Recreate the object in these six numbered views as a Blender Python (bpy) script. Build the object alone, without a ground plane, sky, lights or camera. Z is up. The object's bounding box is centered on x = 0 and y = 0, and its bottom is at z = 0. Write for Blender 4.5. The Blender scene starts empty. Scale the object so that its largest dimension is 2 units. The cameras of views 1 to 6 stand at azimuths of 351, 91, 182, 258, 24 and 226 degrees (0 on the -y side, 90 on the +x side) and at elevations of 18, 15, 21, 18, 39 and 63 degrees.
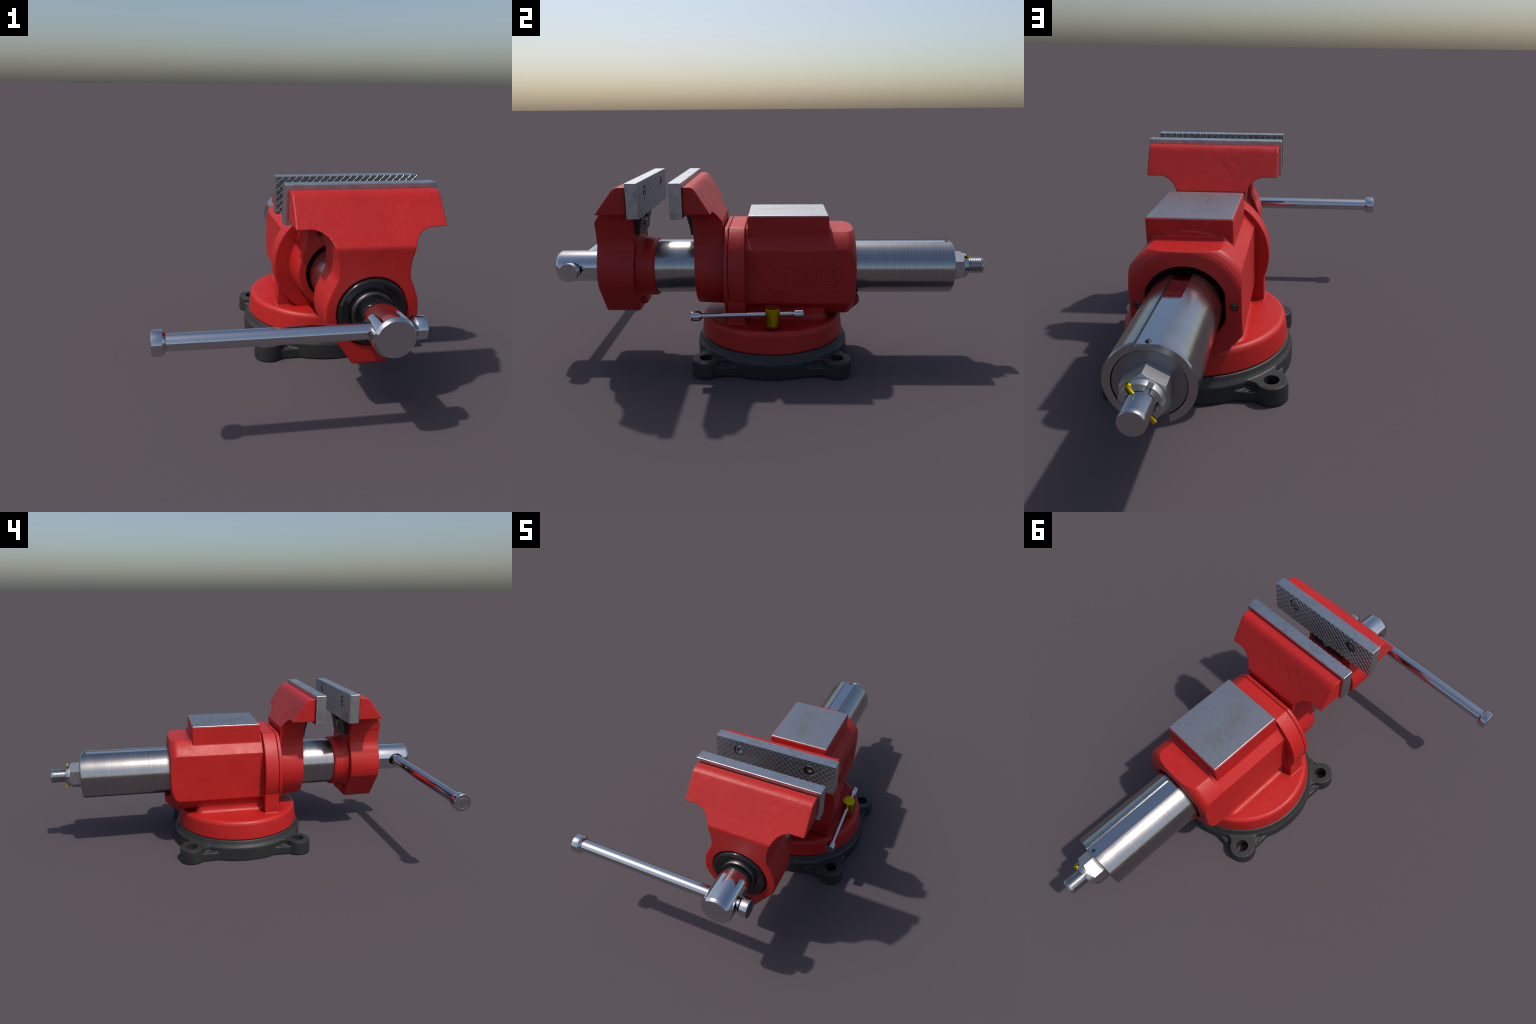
"""Swivel bench vise: red castings, steel slide tube, chrome screw and handles."""
import bpy, bmesh, math
from mathutils import Vector, Matrix, noise

XC, ZA = 0.2075, 0.4125            # axis of the slide tube (runs along y)
BX, BY = 0.2085, 0.0085            # centre of the swivel base
ROOT = Vector((BX, BY, 0.0))
SC = bpy.context.scene.collection
TAU = 2 * math.pi

# ---------------------------------------------------------------- mesh helpers
def new_bm():
    return bmesh.new()

def finish_bm(bm):
    bmesh.ops.remove_doubles(bm, verts=bm.verts, dist=1e-6)
    bmesh.ops.recalc_face_normals(bm, faces=bm.faces)
    me = bpy.data.meshes.new("part")
    bm.to_mesh(me)
    bm.free()
    return me

def prism(pts, axis, a, b):
    """Extrude a 2D outline along an axis. axis x: pts are (y,z); y: (x,z); z: (x,y)."""
    def p3(p, t):
        return {'x': (t, p[0], p[1]), 'y': (p[0], t, p[1]), 'z': (p[0], p[1], t)}[axis]
    bm = new_bm()
    A = [bm.verts.new(p3(p, a)) for p in pts]
    B = [bm.verts.new(p3(p, b)) for p in pts]
    bm.faces.new(A)
    bm.faces.new(B[::-1])
    n = len(pts)
    for i in range(n):
        bm.faces.new((A[i], B[i], B[(i + 1) % n], A[(i + 1) % n]))
    return finish_bm(bm)

def box(x0, x1, y0, y1, z0, z1):
    return prism([(x0, y0), (x1, y0), (x1, y1), (x0, y1)], 'z', z0, z1)

def lathe(profile, axis='y', centre=(XC, 0, ZA), n=96, closed=False):
    """Revolve (radius, position) points about an axis through centre."""
    c = Vector(centre)
    def p3(r, t, a):
        u, v = r * math.cos(a), r * math.sin(a)
        d = {'y': (u, t, v), 'z': (u, v, t), 'x': (t, u, v)}[axis]
        return c + Vector(d)
    bm = new_bm()
    rings = []
    for r, t in profile:
        if r < 1e-7:
            rings.append([bm.verts.new(p3(0, t, 0))])
        else:
            rings.append([bm.verts.new(p3(r, t, TAU * i / n)) for i in range(n)])
    pairs = list(zip(rings, rings[1:]))
    if closed:
        pairs.append((rings[-1], rings[0]))
    for R, S in pairs:
        if len(R) == 1 and len(S) == 1:
            continue
        for i in range(n):
            j = (i + 1) % n
            if len(R) == 1:
                bm.faces.new((R[0], S[i], S[j]))
            elif len(S) == 1:
                bm.faces.new((R[i], S[0], R[j]))
            else:
                bm.faces.new((R[i], S[i], S[j], R[j]))
    return finish_bm(bm)

def loft(rings):
    bm = new_bm()
    R = [[bm.verts.new(p) for p in ring] for ring in rings]
    n = len(R[0])
    bm.faces.new(R[0])
    bm.faces.new(R[-1][::-1])
    for A, B in zip(R, R[1:]):
        for i in range(n):
            bm.faces.new((A[i], B[i], B[(i + 1) % n], A[(i + 1) % n]))
    return finish_bm(bm)

def cyl(r, a, b, axis='y', centre=(XC, 0, ZA), n=96, ch=0.0):
    if ch:
        return lathe([(0, a), (r - ch, a), (r, a + ch), (r, b - ch), (r - ch, b), (0, b)], axis, centre, n)
    return lathe([(0, a), (r, a), (r, b), (0, b)], axis, centre, n)

def baked(ob):
    """Evaluate an object's modifiers into a fresh mesh and delete the object."""
    bpy.context.view_layer.update()
    dg = bpy.context.evaluated_depsgraph_get()
    me = bpy.data.meshes.new_from_object(ob.evaluated_get(dg))
    bpy.data.objects.remove(ob, do_unlink=True)
    return me

def temp(me):
    ob = bpy.data.objects.new("helper", me)
    SC.objects.link(ob)
    return ob

def boolean(a, b, op):
    oa, ob = temp(a), temp(b)
    m = oa.modifiers.new("b", 'BOOLEAN')
    m.operation, m.solver, m.object = op, 'EXACT', ob
    me = baked(oa)
    bpy.data.objects.remove(ob, do_unlink=True)
    return me

def cut(a, *bs):
    for b in bs:
        a = boolean(a, b, 'DIFFERENCE')
    return a

def both(a, *bs):
    for b in bs:
        a = boolean(a, b, 'INTERSECT')
    return a

def joined(meshes):
    bm = new_bm()
    for me in meshes:
        bm.from_mesh(me)
    me = bpy.data.meshes.new("part")
    bm.to_mesh(me)
    bm.free()
    return me

def cast(meshes, voxel=0.003, smooth=8):
    """Fuse solids into one skin and soften the edges, as in a sand casting."""
    ob = temp(joined(meshes))
    m = ob.modifiers.new("r", 'REMESH')
    m.mode, m.voxel_size, m.use_smooth_shade = 'VOXEL', voxel, True
    s = ob.modifiers.new("s", 'SMOOTH')
    s.factor, s.iterations = 0.5, smooth
    return baked(ob)

def lumps(me, amount, size, patch, seed, low=None):
    """Small patchy casting dents along the normals."""
    off = Vector((seed * 7.13, seed * 3.7, seed * 1.9))
    co = [v.co.copy() for v in me.vertices]
    no = [v.normal.copy() for v in me.vertices]
    for v, c, n in zip(me.vertices, co, no):
        k = noise.noise(c * patch + off)
        k = max(0.0, min(1.0, (k + 0.05) * 2.5))
        if low is not None and c.z < low:
            k *= 0.2
        if k > 0:
            d = noise.noise(c * size + off) + 0.5 * noise.noise(c * size * 2.3 + off)
            v.co = c + n * (amount * k * d)
    return me

def bevelled(me, width, segments=2, angle=30):
    ob = temp(me)
    m = ob.modifiers.new("v", 'BEVEL')
    m.width, m.segments, m.limit_method = width, segments, 'ANGLE'
    m.angle_limit = math.radians(angle)
    m.use_clamp_overlap = True
    return baked(ob)

def moved(me, M):
    me = me.copy()
    me.transform(M)
    return me

# ---------------------------------------------------------------- materials
def mat_base(name):
    m = bpy.data.materials.new(name)
    m.use_nodes = True
    nt = m.node_tree
    return m, nt, nt.nodes["Principled BSDF"]

def N(nt, kind, **kw):
    n = nt.nodes.new(kind)
    for k, v in kw.items():
        if k in n.inputs:
            n.inputs[k].default_value = v
        else:
            setattr(n, k, v)
    return n

def coords(nt, scale=(1, 1, 1)):
    tc = N(nt, "ShaderNodeTexCoord")
    mp = N(nt, "ShaderNodeMapping")
    mp.inputs["Scale"].default_value = scale
    nt.links.new(tc.outputs["Object"], mp.inputs["Vector"])
    return mp.outputs["Vector"]

def noise_tex(nt, vec, scale, detail=4, rough=0.55):
    n = N(nt, "ShaderNodeTexNoise", Scale=scale, Detail=detail, Roughness=rough)
    nt.links.new(vec, n.inputs["Vector"])
    return n.outputs["Fac"]

def ramp(nt, fac, stops):
    r = N(nt, "ShaderNodeValToRGB")
    e = r.color_ramp.elements
    while len(e) < len(stops):
        e.new(0.5)
    for el, (p, c) in zip(e, stops):
        el.position = p
        el.color = (c, c, c, 1) if isinstance(c, (int, float)) else (*c, 1)
    nt.links.new(fac, r.inputs["Fac"])
    return r.outputs["Color"]

def mix(nt, fac, a, b):
    n = N(nt, "ShaderNodeMix", data_type='RGBA')
    for s, v in ((0, fac), (6, a), (7, b)):
        if isinstance(v, (int, float)):
            n.inputs[s].default_value = v
        elif isinstance(v, tuple):
            n.inputs[s].default_value = (*v, 1)
        else:
            nt.links.new(v, n.inputs[s])
    return n.outputs[2]

def math_node(nt, op, a, b=None):
    n = N(nt, "ShaderNodeMath", operation=op)
    for i, v in enumerate((a, b)):
        if v is None:
            continue
        if isinstance(v, (int, float)):
            n.inputs[i].default_value = v
        else:
            nt.links.new(v, n.inputs[i])
    return n.outputs[0]

def bump(nt, bsdf, height, strength, dist):
    b = N(nt, "ShaderNodeBump", Strength=strength, Distance=dist)
    nt.links.new(height, b.inputs["Height"])
    nt.links.new(b.outputs["Normal"], bsdf.inputs["Normal"])

def red_paint():
    m, nt, bs = mat_base("red_paint")
    v = coords(nt)
    tone = ramp(nt, noise_tex(nt, v, 6, 4), [(0.3, (0.400, 0.0105, 0.0090)), (0.7, (0.455, 0.0135, 0.0110))])
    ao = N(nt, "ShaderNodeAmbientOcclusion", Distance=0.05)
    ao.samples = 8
    crease = ramp(nt, ao.outputs["AO"], [(0.35, 0.0), (0.85, 1.0)])  # occlusion shade baked into the base colour along creases
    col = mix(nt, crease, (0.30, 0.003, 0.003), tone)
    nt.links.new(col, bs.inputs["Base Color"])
    nt.links.new(ramp(nt, noise_tex(nt, v, 14, 3), [(0.3, 0.44), (0.7, 0.53)]), bs.inputs["Roughness"])
    bs.inputs["Specular IOR Level"].default_value = 0.42
    patch = ramp(nt, noise_tex(nt, v, 7, 2), [(0.45, 0.0), (0.65, 1.0)])
    fine = noise_tex(nt, v, 55, 3)
    bump(nt, bs, math_node(nt, 'MULTIPLY', patch, fine), 0.25, 0.004)
    return m

def black_iron():
    m, nt, bs = mat_base("black_cast_iron")
    v = coords(nt)
    col = ramp(nt, noise_tex(nt, v, 18, 5), [(0.3, (0.018, 0.0185, 0.0185)), (0.75, (0.027, 0.0275, 0.0275))])
    nt.links.new(col, bs.inputs["Base Color"])
    bs.inputs["Roughness"].default_value = 0.5
    bump(nt, bs, noise_tex(nt, v, 70, 3), 0.12, 0.003)
    return m

def ground_steel():
    """Mottled, lightly scratched grey steel of the jaw plates."""
    m, nt, bs = mat_base("mottled_steel")
    v = coords(nt)
    big = noise_tex(nt, v, 22, 6, 0.65)
    col = ramp(nt, big, [(0.30, (0.32, 0.33, 0.34)), (0.5, (0.50, 0.51, 0.52)), (0.70, (0.62, 0.63, 0.64))])
    spots = ramp(nt, noise_tex(nt, v, 45, 3), [(0.30, 1.0), (0.38, 0.0)])
    col = mix(nt, math_node(nt, 'MULTIPLY', spots, 0.5), col, (0.25, 0.25, 0.25))
    # the knurled gripping face (local y near 0) gets one even grey instead of the mottled tones
    sep = N(nt, "ShaderNodeSeparateXYZ")
    nt.links.new(v, sep.inputs[0])
    face = math_node(nt, 'LESS_THAN', math_node(nt, 'ABSOLUTE', sep.outputs["Y"]), 0.0039)
    nt.links.new(mix(nt, face, col, (0.47, 0.465, 0.465)), bs.inputs["Base Color"])
    bs.inputs["Metallic"].default_value = 1.0
    nt.links.new(ramp(nt, big, [(0.3, 0.44), (0.7, 0.32)]), bs.inputs["Roughness"])
    bump(nt, bs, noise_tex(nt, v, 120, 4), 0.12, 0.0010)
    return m

def anvil_steel():
    m, nt, bs = mat_base("anvil_steel")
    v = coords(nt)
    big = math_node(nt, 'ADD', math_node(nt, 'MULTIPLY', noise_tex(nt, v, 45, 6, 0.7), 0.55),
                    math_node(nt, 'MULTIPLY', noise_tex(nt, v, 150, 5, 0.6), 0.45))
    col = ramp(nt, big, [(0.36, (0.26, 0.265, 0.275)), (0.5, (0.43, 0.435, 0.45)), (0.64, (0.56, 0.565, 0.58))])
    tc = N(nt, "ShaderNodeTexCoord")
    mask = None
    for p in ((0.200, -0.005, 0.681), (0.176, 0.028, 0.681), (0.160, 0.100, 0.681), (0.166, 0.165, 0.681)):
        q = N(nt, "ShaderNodeVectorMath", operation='DISTANCE')
        nt.links.new(tc.outputs["Object"], q.inputs[0])
        q.inputs[1].default_value = Vector(p) - ROOT
        f = ramp(nt, q.outputs["Value"], [(0.0, 1.0), (0.062, 0.0)])
        mask = f if mask is None else math_node(nt, 'MAXIMUM', mask, f)
    patch = ramp(nt, noise_tex(nt, v, 42, 5, 0.6), [(0.36, 0.0), (0.66, 1.0)])
    mask = math_node(nt, 'MULTIPLY', math_node(nt, 'MULTIPLY', mask, patch), 0.62)
    nt.links.new(mix(nt, mask, col, (0.33, 0.25, 0.155)), bs.inputs["Base Color"])
    bs.inputs["Metallic"].default_value = 1.0
    nt.links.new(ramp(nt, big, [(0.38, 0.54), (0.62, 0.34)]), bs.inputs["Roughness"])
    bump(nt, bs, big, 0.25, 0.0015)
    return m

def turned_steel():
    """Lathe-turned tube: fine rings round the axis."""
    m, nt, bs = mat_base("turned_steel")
    ring = noise_tex(nt, coords(nt, (3, 260, 3)), 1.0, 4, 0.6)
    band = noise_tex(nt, coords(nt, (1.5, 30, 1.5)), 1.0, 3)
    col = ramp(nt, ring, [(0.25, (0.38, 0.375, 0.37)), (0.75, (0.50, 0.49, 0.48))])
    nt.links.new(col, bs.inputs["Base Color"])
    bs.inputs["Metallic"].default_value = 1.0
    r = math_node(nt, 'ADD', math_node(nt, 'MULTIPLY', band, 0.12), 0.10)
    r = math_node(nt, 'ADD', r, math_node(nt, 'MULTIPLY', ring, 0.05))
    nt.links.new(r, bs.inputs["Roughness"])
    bump(nt, bs, ring, 0.03, 0.001)
    return m

def plain_metal(name, colour, rough, metallic=1.0, mottled=0.0):
    m, nt, bs = mat_base(name)
    if mottled:
        v = coords(nt)
        lo = tuple(c * (1 - mottled) for c in colour)
        nt.links.new(ramp(nt, noise_tex(nt, v, 60, 4), [(0.3, lo), (0.7, colour)]), bs.inputs["Base Color"])
    else:
        bs.inputs["Base Color"].default_value = (*colour, 1)
    bs.inputs["Metallic"].default_value = metallic
    bs.inputs["Roughness"].default_value = rough
    return m

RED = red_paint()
IRON = black_iron()
PLATE = ground_steel()
ANVIL = anvil_steel()
TURNED = turned_steel()
CHROME = plain_metal("polished_chrome", (0.62, 0.63, 0.65), 0.08)
POLISHED = plain_metal("polished_key_steel", (0.58, 0.59, 0.61), 0.06)
NUTSTEEL = plain_metal("zinc_steel", (0.55, 0.55, 0.56), 0.38, mottled=0.15)
ENDSTEEL = plain_metal("dull_end_steel", (0.30, 0.30, 0.31), 0.40, mottled=0.1)
SCREWSTEEL = plain_metal("socket_screw_steel", (0.50, 0.50, 0.51), 0.22)
GREYSCREW = plain_metal("dull_screw_steel", (0.16, 0.16, 0.17), 0.35)
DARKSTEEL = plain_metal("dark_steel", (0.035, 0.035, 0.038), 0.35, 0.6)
BLACK = plain_metal("glossy_black", (0.010, 0.010, 0.011), 0.16, 0.0)
COLLARBLACK = plain_metal("ground_tinted_collar", (0.19, 0.175, 0.18), 0.42, 1.0, 0.3)  # base colour lightened and browned for the ground's reflection on the collar
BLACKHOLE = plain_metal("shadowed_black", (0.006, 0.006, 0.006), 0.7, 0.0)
BRASS = plain_metal("yellow_pin_metal", (0.80, 0.58, 0.0), 0.22)
YELLOW = plain_metal("yellow_metal", (0.56, 0.44, 0.0), 0.20)

# ---------------------------------------------------------------- objects
vise = bpy.data.objects.new("bench_vise", None)
vise.location = ROOT
SC.objects.link(vise)
vise["label"] = "red swivel bench vise with steel jaws and black iron base"
vise["category"] = "bench vise"

def part(name, me, mat, parent=None, auto=None, smooth=True, at=None, weighted=False):
    """Add a mesh modelled in world space as a child part; at = its own origin (world)."""
    parent = parent or vise
    at = Vector(at) if at is not None else ROOT
    me.transform(Matrix.Translation(-at))
    me.name = name
    me.materials.clear()
    me.materials.append(mat)
    if auto is not None:
        me.shade_smooth()
        me.set_sharp_from_angle(angle=math.radians(auto))
    elif smooth:
        me.shade_smooth()
    else:
        me.shade_flat()
    ob = bpy.data.objects.new(name, me)
    SC.objects.link(ob)
    ob.parent = parent
    ob.location = at - ORIGIN[parent.name]
    ORIGIN[ob.name] = at
    if weighted:
        w = ob.modifiers.new("w", 'WEIGHTED_NORMAL')
        w.keep_sharp, w.weight = True, 90
    return ob

ORIGIN = {vise.name: ROOT}

def again(ob, at):
    """A repeat that shares the mesh."""
    o = ob.copy()
    SC.objects.link(o)
    o.location = Vector(at) - ORIGIN[ob.parent.name]
    ORIGIN[o.name] = Vector(at)
    return o

def X(*pts):
    """Outline given relative to the tube axis -> world (x,z)."""
    return [(XC + x, ZA + z) for x, z in pts]

def sym(pts):
    """Mirror a right-hand half outline (x>=0, listed top to bottom)."""
    return pts + [(-x, z) for x, z in reversed(pts)]

def arc(cx, cy, r, a0, a1, n):
    return [(cx + r * math.cos(math.radians(a0 + (a1 - a0) * i / n)),
             cy + r * math.sin(math.radians(a0 + (a1 - a0) * i / n))) for i in range(n + 1)]

# ------------------------------------------------------------ swivel base
def swivel_base():
    R, D, re = 0.357, 0.4055, 0.0625
    solids = [lathe([(0, 0), (R, 0), (R, 0.066), (0.3560, 0.0705), (0.3520, 0.0760), (0.3455, 0.0860),
                     (0.3395, 0.1045), (0.334, 0.106), (0, 0.105)], 'z', (BX, BY, 0), 160)]
    # neck fillet circle touching both the disc and the ear
    rf = 0.05
    d1, d2 = R - 0.008 + rf, re - 0.003 + rf
    a = (D * D + d1 * d1 - d2 * d2) / (2 * D)
    b = math.sqrt(d1 * d1 - a * a)
    neck = []
    for i in range(13):
        t = i / 12
        v0 = Vector((-a, -b)).normalized()
        v1 = Vector((D - a, -b)).normalized()
        v = (v0 * (1 - t) + v1 * t).normalized() * rf
        neck.append((a + v.x, b + v.y))
    side = neck + [(D, re - 0.003)]
    upper = [(0.2, 0.05)] + side + [(D, -(re - 0.003))] + [(x, -y) for x, y in reversed(neck)] + [(0.2, -0.05)]
    th = math.radians(20.5)
    w0 = (R * math.cos(th), R * math.sin(th))
    web = [(0.25, 0.09), w0, (D - 0.004, re - 0.001), (D - 0.004, -re + 0.001), (w0[0], -w0[1]), (0.25, -0.09)]
    # shallow triangular pocket on top of each web
    p = [Vector(w0), Vector((D - 0.012, re)), Vector((a - 0.004, b - rf + 0.002))]
    c = (p[0] + p[1] + p[2]) / 3
    tri = [tuple(c + (q - c) * 0.62) for q in p]
    cutters = []
    for k in range(4):
        ang = math.radians(45 + 90 * k)
        M = Matrix.Translation((BX, BY, 0)) @ Matrix.Rotation(ang, 4, 'Z')
        solids.append(moved(prism(upper, 'z', 0.0, 0.0735), M))
        w = prism(web, 'z', 0.0, 0.044)
        for s in (1, -1):
            w = cut(w, prism([(x, s * y) for x, y in tri], 'z', 0.034, 0.06))
        solids.append(moved(w, M))
        ear = lathe([(0, 0), (0.0645, 0), (0.0625, 0.06), (0.0605, 0.0735), (0, 0.0735)], 'z', (D, 0, 0), 64)
        solids.append(moved(ear, M))
        cutters.append(moved(cyl(0.0302, -0.02, 0.2, 'z', (D, 0, 0), 48), M))
    me = cast(solids, 0.0026, 5)
    me = cut(me, *cutters)
    # keep the foot flat on the ground
    for v in me.vertices:
        if v.co.z < 0.004:
            v.co.z = max(v.co.z, 0.0) if v.co.z > 0.0015 else 0.0
    lumps(me, 0.0003, 60, 14, 3)
    for v in me.vertices:
        v.co.z = max(v.co.z, 0.0)
    return part("swivel_base", me, IRON, auto=45)

swivel_base()

# ------------------------------------------------------------ body casting
def body():
    front = prism(X(*sym([(0.118, 0.206), (0.1505, 0.1695), (0.19, 0.1225), (0.19, -0.1235), (0.122, -0.1915)])),
                  'y', -0.13, 0.275)
    turned = lathe([(0, 0.265), (0.2263, 0.265), (0.2263, 0.3440), (0.2250, 0.353), (0.2205, 0.362), (0.212, 0.3715),
                    (0.200, 0.380), (0.188, 0.3845), (0.176, 0.3865), (0, 0.3865)], n=160)
    rear = both(turned, box(XC - 0.19, XC + 0.19, 0.2, 0.5, ZA - 0.1915, ZA + 0.1915))
    lip = both(cyl(0.2270, 0.20, 0.2720, n=160), box(XC - 0.121, XC + 0.121, 0.1, 0.3, ZA + 0.05, ZA + 0.3))
    bore = both(cyl(0.141, 0.30, 0.5), box(XC - 0.133, XC + 0.133, 0.2, 0.6, 0, 1))
    rear = cut(rear, bore)
    front = cut(front, cyl(0.137, 0.26, 0.40))
    flange = both(cyl(0.251, -0.1785, -0.107, n=160), box(-1, 1, -1, 1, 0, 0.626))
    column = box(XC - 0.2295, XC + 0.2295, -0.184, -0.107, 0.19, 0.315)
    rings = []
    for d, z in ((0.03, 0.19), (0.026, 0.2045), (0.017, 0.206), (0.009, 0.2105), (0.003, 0.2185), (0.0, 0.230), (0.0, 0.275)):
        hw, ye, rc = 0.162 + d, 0.252 + 0.4 * d, 0.028 + d
        out = [(XC - hw, -0.14), (XC + hw, -0.14)]
        out += arc(XC + hw - rc, ye - rc, rc, 0, 90, 8) + arc(XC - hw + rc, ye - rc, rc, 90, 180, 8)
        rings.append([(x, y, z) for x, y in out])
    pedestal = loft(rings)
    anvil = box(XC - 0.1505, XC + 0.1505, -0.0955, 0.2625, 0.52, 0.6775)
    boss = prism([(0.35, 0.284), (0.4155, 0.284), (0.4165, 0.256), (0.405, 0.243), (0.378, 0.219), (0.35, 0.219)],
                 'x', XC - 0.075, XC + 0.075)
    table = lathe([(0, 0.107), (0.3325, 0.107), (0.3355, 0.110), (0.3275, 0.186), (0.324, 0.195),
                   (0.318, 0.2015), (0.310, 0.2045), (0, 0.2045)], 'z', (BX, BY, 0), 160)
    me = cast([front, rear, lip, flange, column, pedestal, anvil, boss, table], 0.0026, 4)
    me = cut(me, *[cyl(0.0140, 0.372, 0.45, 'y', (XC + sx * 0.163, 0, ZA), 40) for sx in (1, -1)])
    lumps(me, 0.00035, 60, 12, 1)
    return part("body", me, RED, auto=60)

main_body = body()

# dark ring that shows under the turntable
part("dark_gap_ring", lathe([(0.20, 0.100), (0.3315, 0.100), (0.3315, 0.112), (0.20, 0.112)], 'z', (BX, BY, 0), 128, True),
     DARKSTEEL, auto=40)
# near-black ring modelled as the shadow in the gap round the tube
part("bore_gap_shadow", lathe([(0.1262, 0.30), (0.1368, 0.30), (0.1368, 0.340), (0.1262, 0.340)], n=96, closed=True), BLACKHOLE, auto=40)

anv = bevelled(box(XC - 0.1475, XC + 0.1475, -0.0925, 0.2595, 0.665, 0.6812), 0.0030, 3)
part("anvil_plate", anv, ANVIL, parent=main_body, weighted=True, auto=40)

# raised lettering and emblem on the +x flank
def lettering():
    SIDE = XC + 0.19
    cu = bpy.data.curves.new("lettering", 'FONT')
    cu.body = "T8009"
    cu.extrude = 0.5
    cu.offset = 0.012
    cu.resolution_u = 6
    ob = bpy.data.objects.new("lettering", cu)
    SC.objects.link(ob)
    me = baked(ob)
    xs = [v.co.x for v in me.vertices]
    ys = [v.co.y for v in me.vertices]
    x0, x1, y0, y1 = min(xs), max(xs), min(ys), max(ys)
    for v in me.vertices:
        y = 0.0417 + (v.co.x - x0) / (x1 - x0) * (0.3365 - 0.0417)
        z = 0.3785 + (v.co.y - y0) / (y1 - y0) * (0.4575 - 0.3785)
        v.co = (SIDE + (0.0028 if v.co.z > 0 else -0.006), y, z)
    bm = new_bm()
    bm.from_mesh(me)
    bmesh.ops.remove_doubles(bm, verts=bm.verts, dist=1e-5)
    bmesh.ops.recalc_face_normals(bm, faces=bm.faces)
    bm.to_mesh(me)
    bm.free()
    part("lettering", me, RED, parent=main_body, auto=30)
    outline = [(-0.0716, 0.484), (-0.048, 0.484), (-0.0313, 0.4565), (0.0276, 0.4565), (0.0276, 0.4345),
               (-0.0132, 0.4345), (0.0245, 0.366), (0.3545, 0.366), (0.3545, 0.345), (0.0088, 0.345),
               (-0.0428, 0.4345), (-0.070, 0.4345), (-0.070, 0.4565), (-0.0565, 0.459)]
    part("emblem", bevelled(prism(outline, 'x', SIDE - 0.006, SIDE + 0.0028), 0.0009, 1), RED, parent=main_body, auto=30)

lettering()

# ------------------------------------------------------------ socket screws
def screw_mesh(r, depth=0.012):
    """Socket head screw, head facing -y, top of the head at y=0."""
    head = lathe([(0, 0.0), (r - 0.0025, 0.0), (r, 0.0025), (r, depth), (0, depth)], 'y', (0, 0, 0), 40)
    hexa = prism([(0.52 * r * math.cos(TAU * i / 6), 0.52 * r * math.sin(TAU * i / 6)) for i in range(6)], 'y', -0.01, depth * 0.6)
    return cut(head, hexa)

HALF_TURN = Matrix.Rotation(math.pi, 4, 'Z')

rear_screw = screw_mesh(0.0125)
rear_screw.transform(HALF_TURN)
s0 = part("cover_screw", moved(rear_screw, Matrix.Translation((XC + 0.163, 0.3862, ZA))), GREYSCREW, parent=main_body,
          auto=35, at=(XC + 0.163, 0.3862, ZA))
again(s0, (XC - 0.163, 0.3862, ZA))

# ------------------------------------------------------------ jaws
def jaw_outline(bottom):
    """Front view of a jaw: wide wings, concave shoulders, neck."""
    half = [(0.2775, 0.8255 - ZA), (0.2775, 0.709 - ZA), (0.232, 0.709 - ZA)]
    half += arc(0.226, 0.626 - ZA, 0.083, 95, 170, 10)
    half += [(0.141, 0.62 - ZA)]
    return half + bottom

def fixed_jaw():
    prof = [(-0.356, 0.8255), (-0.328, 0.8255), (-0.317, 0.8225), (-0.308, 0.816), (-0.300, 0.806), (-0.2405, 0.709),
            (-0.2055, 0.655), (-0.2035, 0.60), (-0.19, 0.59), (-0.19, 0.41), (-0.335, 0.41), (-0.337, 0.55), (-0.341, 0.698),
            (-0.356, 0.704)]
    slab = both(prism(X(*sym(jaw_outline([(0.138, 0.17), (0.142, 0.13), (0.16, 0.06), (0.165, 0.0)]))), 'y', -0.6, 0.2),
                prism(prof, 'x', -0.5, 1.0))
    barrel = lathe([(0, -0.335), (0.168, -0.335), (0.172, -0.331), (0.178, -0.19), (0, -0.19)], n=128)
    ring = both(cyl(0.251, -0.199, -0.1795, n=160), box(-1, 1, -1, 1, 0, 0.626))
    bore = cyl(0.1345, -0.4, -0.15)
    me = cast([cut(slab, bore), cut(barrel, bore), cut(ring, bore)], 0.0021, 18)
    lumps(me, 0.0014, 23, 8, 2, 0.66)
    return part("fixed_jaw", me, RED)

def moving_jaw():
    prof = [(-0.5915, 0.8255), (-0.622, 0.8255), (-0.635, 0.822), (-0.646, 0.815), (-0.655, 0.804), (-0.7285, 0.709),
            (-0.773, 0.656), (-0.7755, 0.648), (-0.774, 0.41), (-0.777, 0.2085), (-0.615, 0.2085), (-0.608, 0.30),
            (-0.604, 0.69), (-0.5915, 0.704)]
    low = [(0.137, 0.20), (0.133, 0.165), (0.133, 0.135), (0.138, 0.118), (0.150, 0.095)]
    low += arc(0, 0, 0.174, 26, -18, 8) + [(0.062, -0.204)]
    slab = both(prism(X(*sym(jaw_outline(low))), 'y', -1.0, -0.4), prism(prof, 'x', -0.5, 1.0))
    collar = lathe([(0, -0.62), (0.150, -0.62), (0.149, -0.602), (0.143, -0.590), (0.1385, -0.578), (0.1383, -0.535),
                    (0.1335, -0.5235), (0, -0.5235)], n=128)
    key = box(XC - 0.045, XC + 0.045, -0.66, -0.5865, 0.237, 0.32)
    recess = lathe([(0, -0.80), (0.131, -0.80), (0.131, -0.760), (0, -0.760)], n=96)
    me = cast([cut(slab, recess), collar, key], 0.0021, 32)
    lumps(me, 0.0008, 32, 8, 5, 0.66)
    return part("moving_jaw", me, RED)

fixed, moving = fixed_jaw(), moving_jaw()

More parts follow.
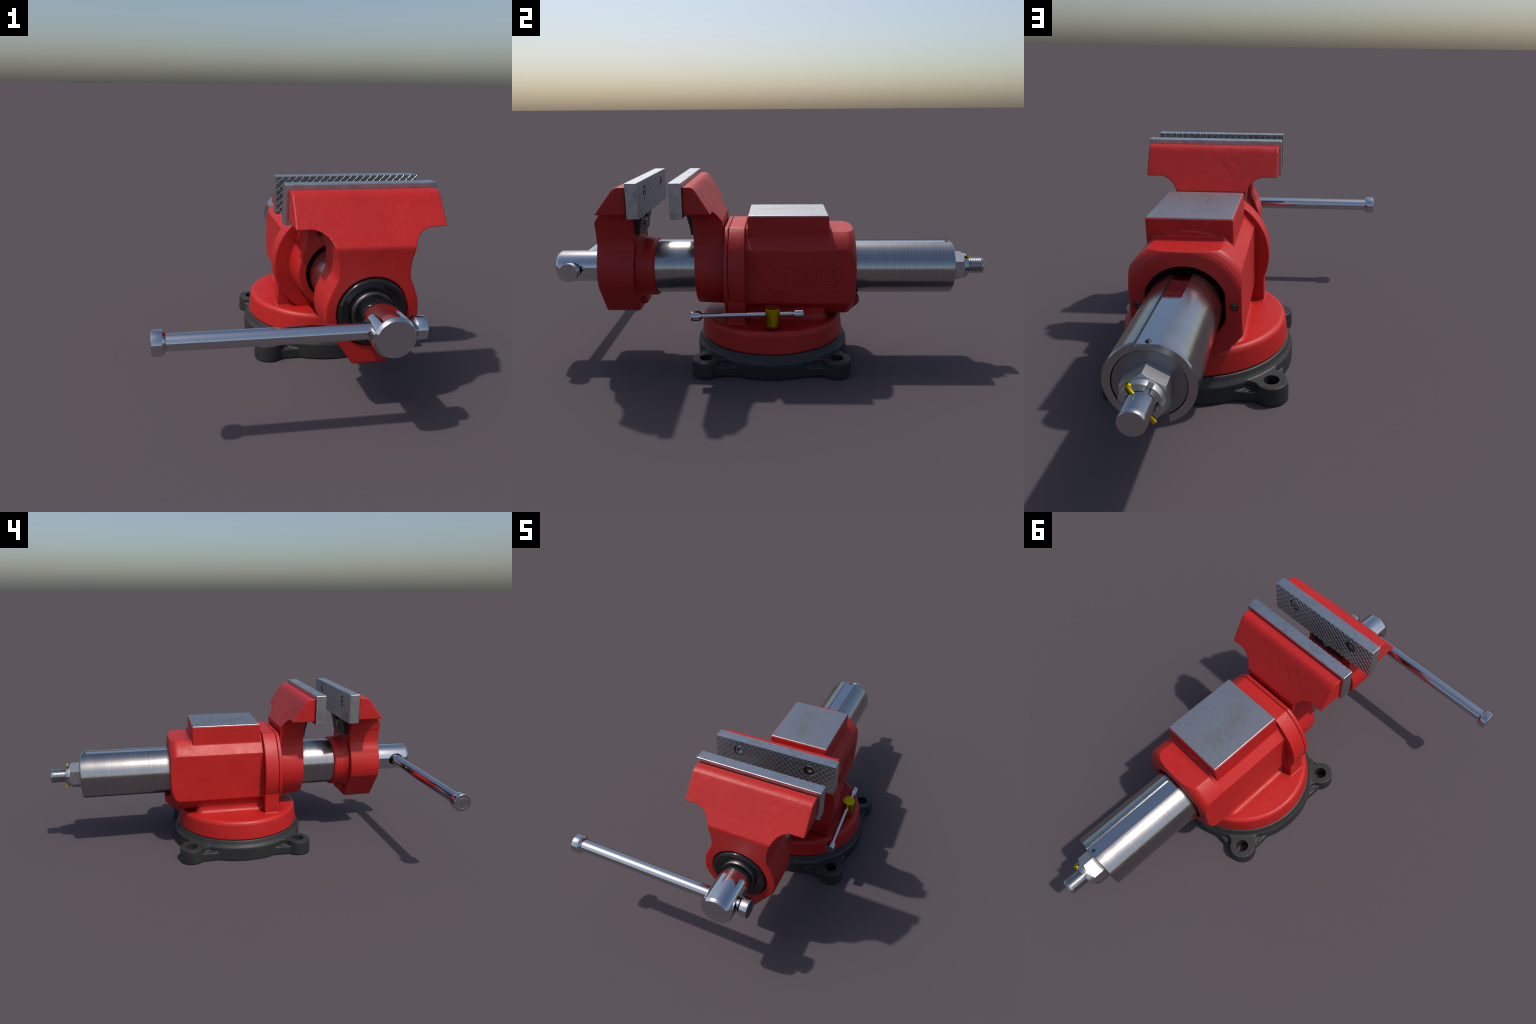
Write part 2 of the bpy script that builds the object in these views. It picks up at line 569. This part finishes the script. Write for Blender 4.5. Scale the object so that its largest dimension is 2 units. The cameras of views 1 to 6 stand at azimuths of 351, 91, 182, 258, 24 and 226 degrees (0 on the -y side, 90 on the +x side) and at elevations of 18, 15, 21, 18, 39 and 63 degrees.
def jaw_plate():
    """Knurled plate, toothed face toward +y at y=0, back at y=-0.0525; centred on x=0, from z=0 to 0.152."""
    W, H, T, nx = 0.58, 0.1515, 0.0525, 42
    st = W / nx
    nz = int(round(H / st))
    sz = H / nz
    tooth, flat = 0.0036, 0.76
    bm = new_bm()
    g = {}
    def corner(i, j):
        if (i, j) not in g:
            g[i, j] = bm.verts.new((-W / 2 + i * st, -tooth, H - j * sz))
        return g[i, j]
    # a lattice of flat-topped diamonds parted by V grooves, one row beyond the plate
    for i in range(-1, nx + 2):
        for j in range(-1, nz + 2):
            if (i + j) % 2 == 0:
                continue
            ring = [corner(i, j - 1), corner(i + 1, j), corner(i, j + 1), corner(i - 1, j)]
            c = Vector((-W / 2 + i * st, 0, H - j * sz))
            top = []
            for v in ring:
                d = v.co - c
                top.append(bm.verts.new((c.x + d.x * flat, 0, c.z + d.z * flat)))
            bm.faces.new(top)
            for k in range(4):
                bm.faces.new((ring[k], ring[(k + 1) % 4], top[(k + 1) % 4], top[k]))
    rim = [e for e in bm.edges if len(e.link_faces) == 1]
    ext = bmesh.ops.extrude_edge_only(bm, edges=rim)["geom"]
    for v in ext:
        if isinstance(v, bmesh.types.BMVert):
            v.co.y = -0.06
    bmesh.ops.holes_fill(bm, edges=[e for e in bm.edges if len(e.link_faces) == 1], sides=0)
    me = finish_bm(bm)
    rounder = bevelled(box(-W / 2 + 0.0005, W / 2 - 0.0005, -T, 0.02, 0.0005, H - 0.0005), 0.0032, 3)
    me = both(me, rounder)
    for s in (-1, 1):
        me = cut(me, cyl(0.0285, -0.014, 0.02, 'y', (s * 0.171, 0, 0.0975), 48))
    return me

plate_mesh = jaw_plate()
screw = screw_mesh(0.0245)
def plates():
    z0 = 0.693
    front = moved(plate_mesh, Matrix.Translation((XC, -0.5355, z0)))
    rear = moved(plate_mesh, Matrix.Translation((XC, -0.4080, z0)) @ HALF_TURN)
    pf = part("jaw_plate", front, PLATE, parent=moving, weighted=True, auto=33, at=(XC, -0.5355, z0))
    pr = part("jaw_plate", rear, PLATE, parent=fixed, weighted=True, auto=33, at=(XC, -0.4080, z0))
    away = screw.copy()
    away.transform(HALF_TURN)
    first = None
    for ob, me, y in ((pf, away, -0.5385), (pr, screw, -0.4050)):
        k = part("socket_screw", moved(me, Matrix.Translation((XC - 0.171, y, z0 + 0.0975))), SCREWSTEEL, parent=ob,
                 auto=35, at=(XC - 0.171, y, z0 + 0.0975))
        again(k, (XC + 0.171, y, z0 + 0.0975))

plates()

def pipe_grip(y_back, s):
    """Small stepped pipe jaw under a plate; s=+1 steps out toward +y."""
    pts = [(y_back, 0.70), (y_back, 0.585)]
    y = y_back + s * 0.019
    z = 0.585
    for k in range(7):
        pts += [(y, z), (y, z + 0.0165)]
        z += 0.0165
        y += s * (0.0022 + 0.0008 * k)
    me = prism(pts, 'x', XC - 0.095, XC + 0.095)
    # arched bite in the middle of the grip
    return cut(me, prism([(XC - 0.055, 0.71), (XC - 0.03, 0.655), (XC + 0.03, 0.655), (XC + 0.055, 0.71)], 'y',
                         y_back + s * 0.024, y_back + s * 0.08))

for ob, yb, s in ((moving, -0.606, 1), (fixed, -0.3365, -1)):
    g = part("pipe_grip", pipe_grip(yb, s), DARKSTEEL, parent=ob, auto=20)
    sm = screw_mesh(0.016)
    if s > 0:
        sm.transform(HALF_TURN)
    part("socket_screw", moved(sm, Matrix.Translation((XC, yb + s * 0.0315, 0.628))), SCREWSTEEL, parent=g, auto=35,
         at=(XC, yb + s * 0.0315, 0.628))

# ------------------------------------------------------------ slide tube
def slide_tube():
    R = 0.1255
    tube = lathe([(0.1015, -0.60), (R, -0.60), (R, 0.836), (R - 0.004, 0.8405), (0.1015, 0.8405)], n=192, closed=True)
    tube = cut(tube, box(XC - 0.0335, XC + 0.0300, -0.15, 0.95, ZA + 0.1105, ZA + 0.2))
    tube = cut(tube, box(XC - 0.046, XC + 0.046, 0.0, 0.95, ZA - 0.2, ZA - 0.08))
    t = part("slide_tube", tube, TURNED, auto=30)
    key = bevelled(box(XC - 0.0325, XC + 0.0262, -0.14, 0.8365, ZA + 0.100, ZA + 0.1168), 0.0008, 2)
    k = part("guide_key", key, POLISHED, parent=t, weighted=True, auto=40)
    dimple = lathe([(0, -0.008)] + [(0.0085 * math.cos(math.radians(t)), 0.006 * math.sin(math.radians(t))) for t in range(-40, 90, 10)]
                   + [(0, 0.006)], 'z', (XC - 0.0015, 0.8235, ZA + 0.1160), 32)
    part("grub_screw", dimple, BLACK, parent=k, auto=40)
    part("end_disc", lathe([(0, 0.78), (0.1005, 0.78), (0.1005, 0.8365), (0.0985, 0.8385), (0, 0.8385)], n=128), ENDSTEEL,
         parent=t, auto=40)
    return t

tube = slide_tube()

# ------------------------------------------------------------ screw, nut, pin
def lead_screw():
    head = lathe([(0, -1.0), (0.0640, -1.0), (0.0652, -0.9996), (0.0731, -0.9885), (0.0737, -0.986), (0.0737, -0.802),
                  (0.0700, -0.797), (0, -0.797)], n=128)
    # cross hole for the handle, countersunk on both sides
    hole = lathe([(0, -0.10), (0.044, -0.10), (0.044, -0.0740), (0.0305, -0.0590), (0.0305, 0.0590), (0.044, 0.0740), (0.044, 0.10),
                  (0, 0.10)], 'x', (XC, -0.9225, ZA), 64)
    sc = part("lead_screw", cut(head, hole), CHROME, auto=35)
    part("screw_neck", lathe([(0, -0.81), (0.036, -0.81), (0.036, -0.74), (0, -0.74)], n=64), SCREWSTEEL, parent=sc, auto=40)
    part("thrust_washer", lathe([(0.078, -0.755), (0.1285, -0.755), (0.1285, -0.770), (0.1275, -0.7765), (0.1245, -0.7815),
                                 (0.1195, -0.7835), (0.1140, -0.7835), (0.0865, -0.7775), (0.0830, -0.7765), (0.078, -0.770)],
                                n=128, closed=True), BLACK, parent=sc, auto=60)
    part("thrust_collar", lathe([(0.047, -0.75), (0.0805, -0.75), (0.0805, -0.786), (0.0785, -0.7885), (0.0495, -0.7885),
                                 (0.047, -0.786)], n=96, closed=True), COLLARBLACK, parent=sc, auto=40)
    # threaded tail: fine V thread, plain rounded end
    r0, depth, pitch = 0.0364, 0.0036, 0.0082
    prof = [(0, 0.80), (r0 - depth, 0.80), (r0 - depth, 0.892)]
    y = 0.894
    while y < 0.978:
        prof += [(r0 - depth, y), (r0 - 0.0002, y + 0.38 * pitch), (r0 - 0.0002, y + 0.60 * pitch), (r0 - depth, y + 0.98 * pitch)]
        y += pitch
    prof += [(r0, y + 0.003), (r0, 0.9935), (r0 - 0.0008, 0.9972), (r0 - 0.0024, 0.9995), (r0 - 0.004, 1.0), (0, 1.0)]
    part("thread", lathe(prof, n=96), SCREWSTEEL, parent=sc, auto=25)
    # castellated nut
    def hexring(R, y):
        return [(XC + R * math.cos(TAU * (i / 6 + 0.25)), ZA + R * math.sin(TAU * (i / 6 + 0.25))) for i in range(6)]
    hexa = prism(hexring(0.0685, 0), 'y', 0.838, 0.899)
    hexa = both(hexa, lathe([(0, 0.82), (0.072, 0.82), (0.0715, 0.890), (0.0615, 0.8985), (0, 0.8985)], n=96))
    crown = lathe([(0, 0.89), (0.0575, 0.89), (0.0575, 0.9165), (0.0555, 0.9205), (0.0440, 0.9230), (0, 0.9230)], n=96)
    for k in range(3):
        slot = box(-0.08, 0.08, 0.9040, 0.95, -0.0078, 0.0078)
        slot.transform(Matrix.Translation((XC, 0, ZA)) @ Matrix.Rotation(math.radians(60 * k + 2), 4, 'Y'))
        crown = cut(crown, slot)
    hole = cyl(0.0385, 0.90, 0.95)
    nut = joined([hexa, cut(crown, hole)])
    nt = part("castle_nut", nut, NUTSTEEL, parent=sc, auto=30)
    pin = lathe([(0.0045, -0.0620), (0.0076, -0.0620), (0.0076, 0.0620), (0.0045, 0.0620)], 'z', (0, 0, 0), 24, closed=True)
    M = Matrix.Translation((XC, 0.9190, ZA)) @ Matrix.Rotation(math.radians(29), 4, 'Y')
    pin.transform(M)
    bm = new_bm(); bm.from_mesh(pin); bmesh.ops.recalc_face_normals(bm, faces=bm.faces); bm.to_mesh(pin); bm.free()
    part("spring_pin", pin, BRASS, parent=sc, auto=40)
    return sc

lead_screw()

# ------------------------------------------------------------ handles
def handle_bar(name, x0, x1, r, rc0, rc1, cap, M, mat):
    """Bar along local x with a cap at each end: cylinder, then a taper down to the bar."""
    tp = 0.30 * cap
    e, g = 0.0015, 0.0004
    prof = [(0, x0), (rc0 * 0.575, x0), (rc0 * 0.59, x0 + g), (rc0 * 0.61, x0 + g), (rc0 * 0.625, x0), (rc0 - e, x0), (rc0, x0 + e),
            (rc0, x0 + cap), (rc0 * 0.99, x0 + cap + e * 0.6), (r * 1.12, x0 + cap + tp), (r, x0 + cap + tp + e),
            (r, x1 - cap - tp - e), (r * 1.12, x1 - cap - tp), (rc1 * 0.99, x1 - cap - e * 0.6), (rc1, x1 - cap),
            (rc1, x1 - e), (rc1 - e, x1), (rc1 * 0.625, x1), (rc1 * 0.61, x1 - g), (rc1 * 0.59, x1 - g), (rc1 * 0.575, x1), (0, x1)]
    me = lathe(prof, 'x', (0, 0, 0), 64)
    me.transform(M)
    return part(name, me, mat, auto=30)

handle_bar("handle", -0.5675, 0.3315, 0.0292, 0.0435, 0.0435, 0.0335, Matrix.Translation((0, -0.9225, ZA)), CHROME)

# swivel lock: yellow pillar with its small bar
pillar = lathe([(0, 0.19), (0.013, 0.19), (0.013, 0.206), (0.027, 0.210), (0.0325, 0.217), (0.034, 0.226), (0.034, 0.298),
                (0.0325, 0.3005), (0, 0.3005)], 'z', (0.478, 0.0139, 0), 64)
lock = part("lock_pillar", pillar, YELLOW, auto=30)
p0, p1 = Vector((0.4915, -0.338, 0.2665)), Vector((0.4725, 0.1475, 0.2725))
d = p1 - p0
rot = Vector((1, 0, 0)).rotation_difference(d).to_matrix().to_4x4()
handle_bar("lock_handle", 0.0, d.length, 0.0108, 0.0222, 0.0195, 0.036, Matrix.Translation(p0) @ rot, CHROME)

for me in [m for m in bpy.data.meshes if m.users == 0]:
    bpy.data.meshes.remove(me)
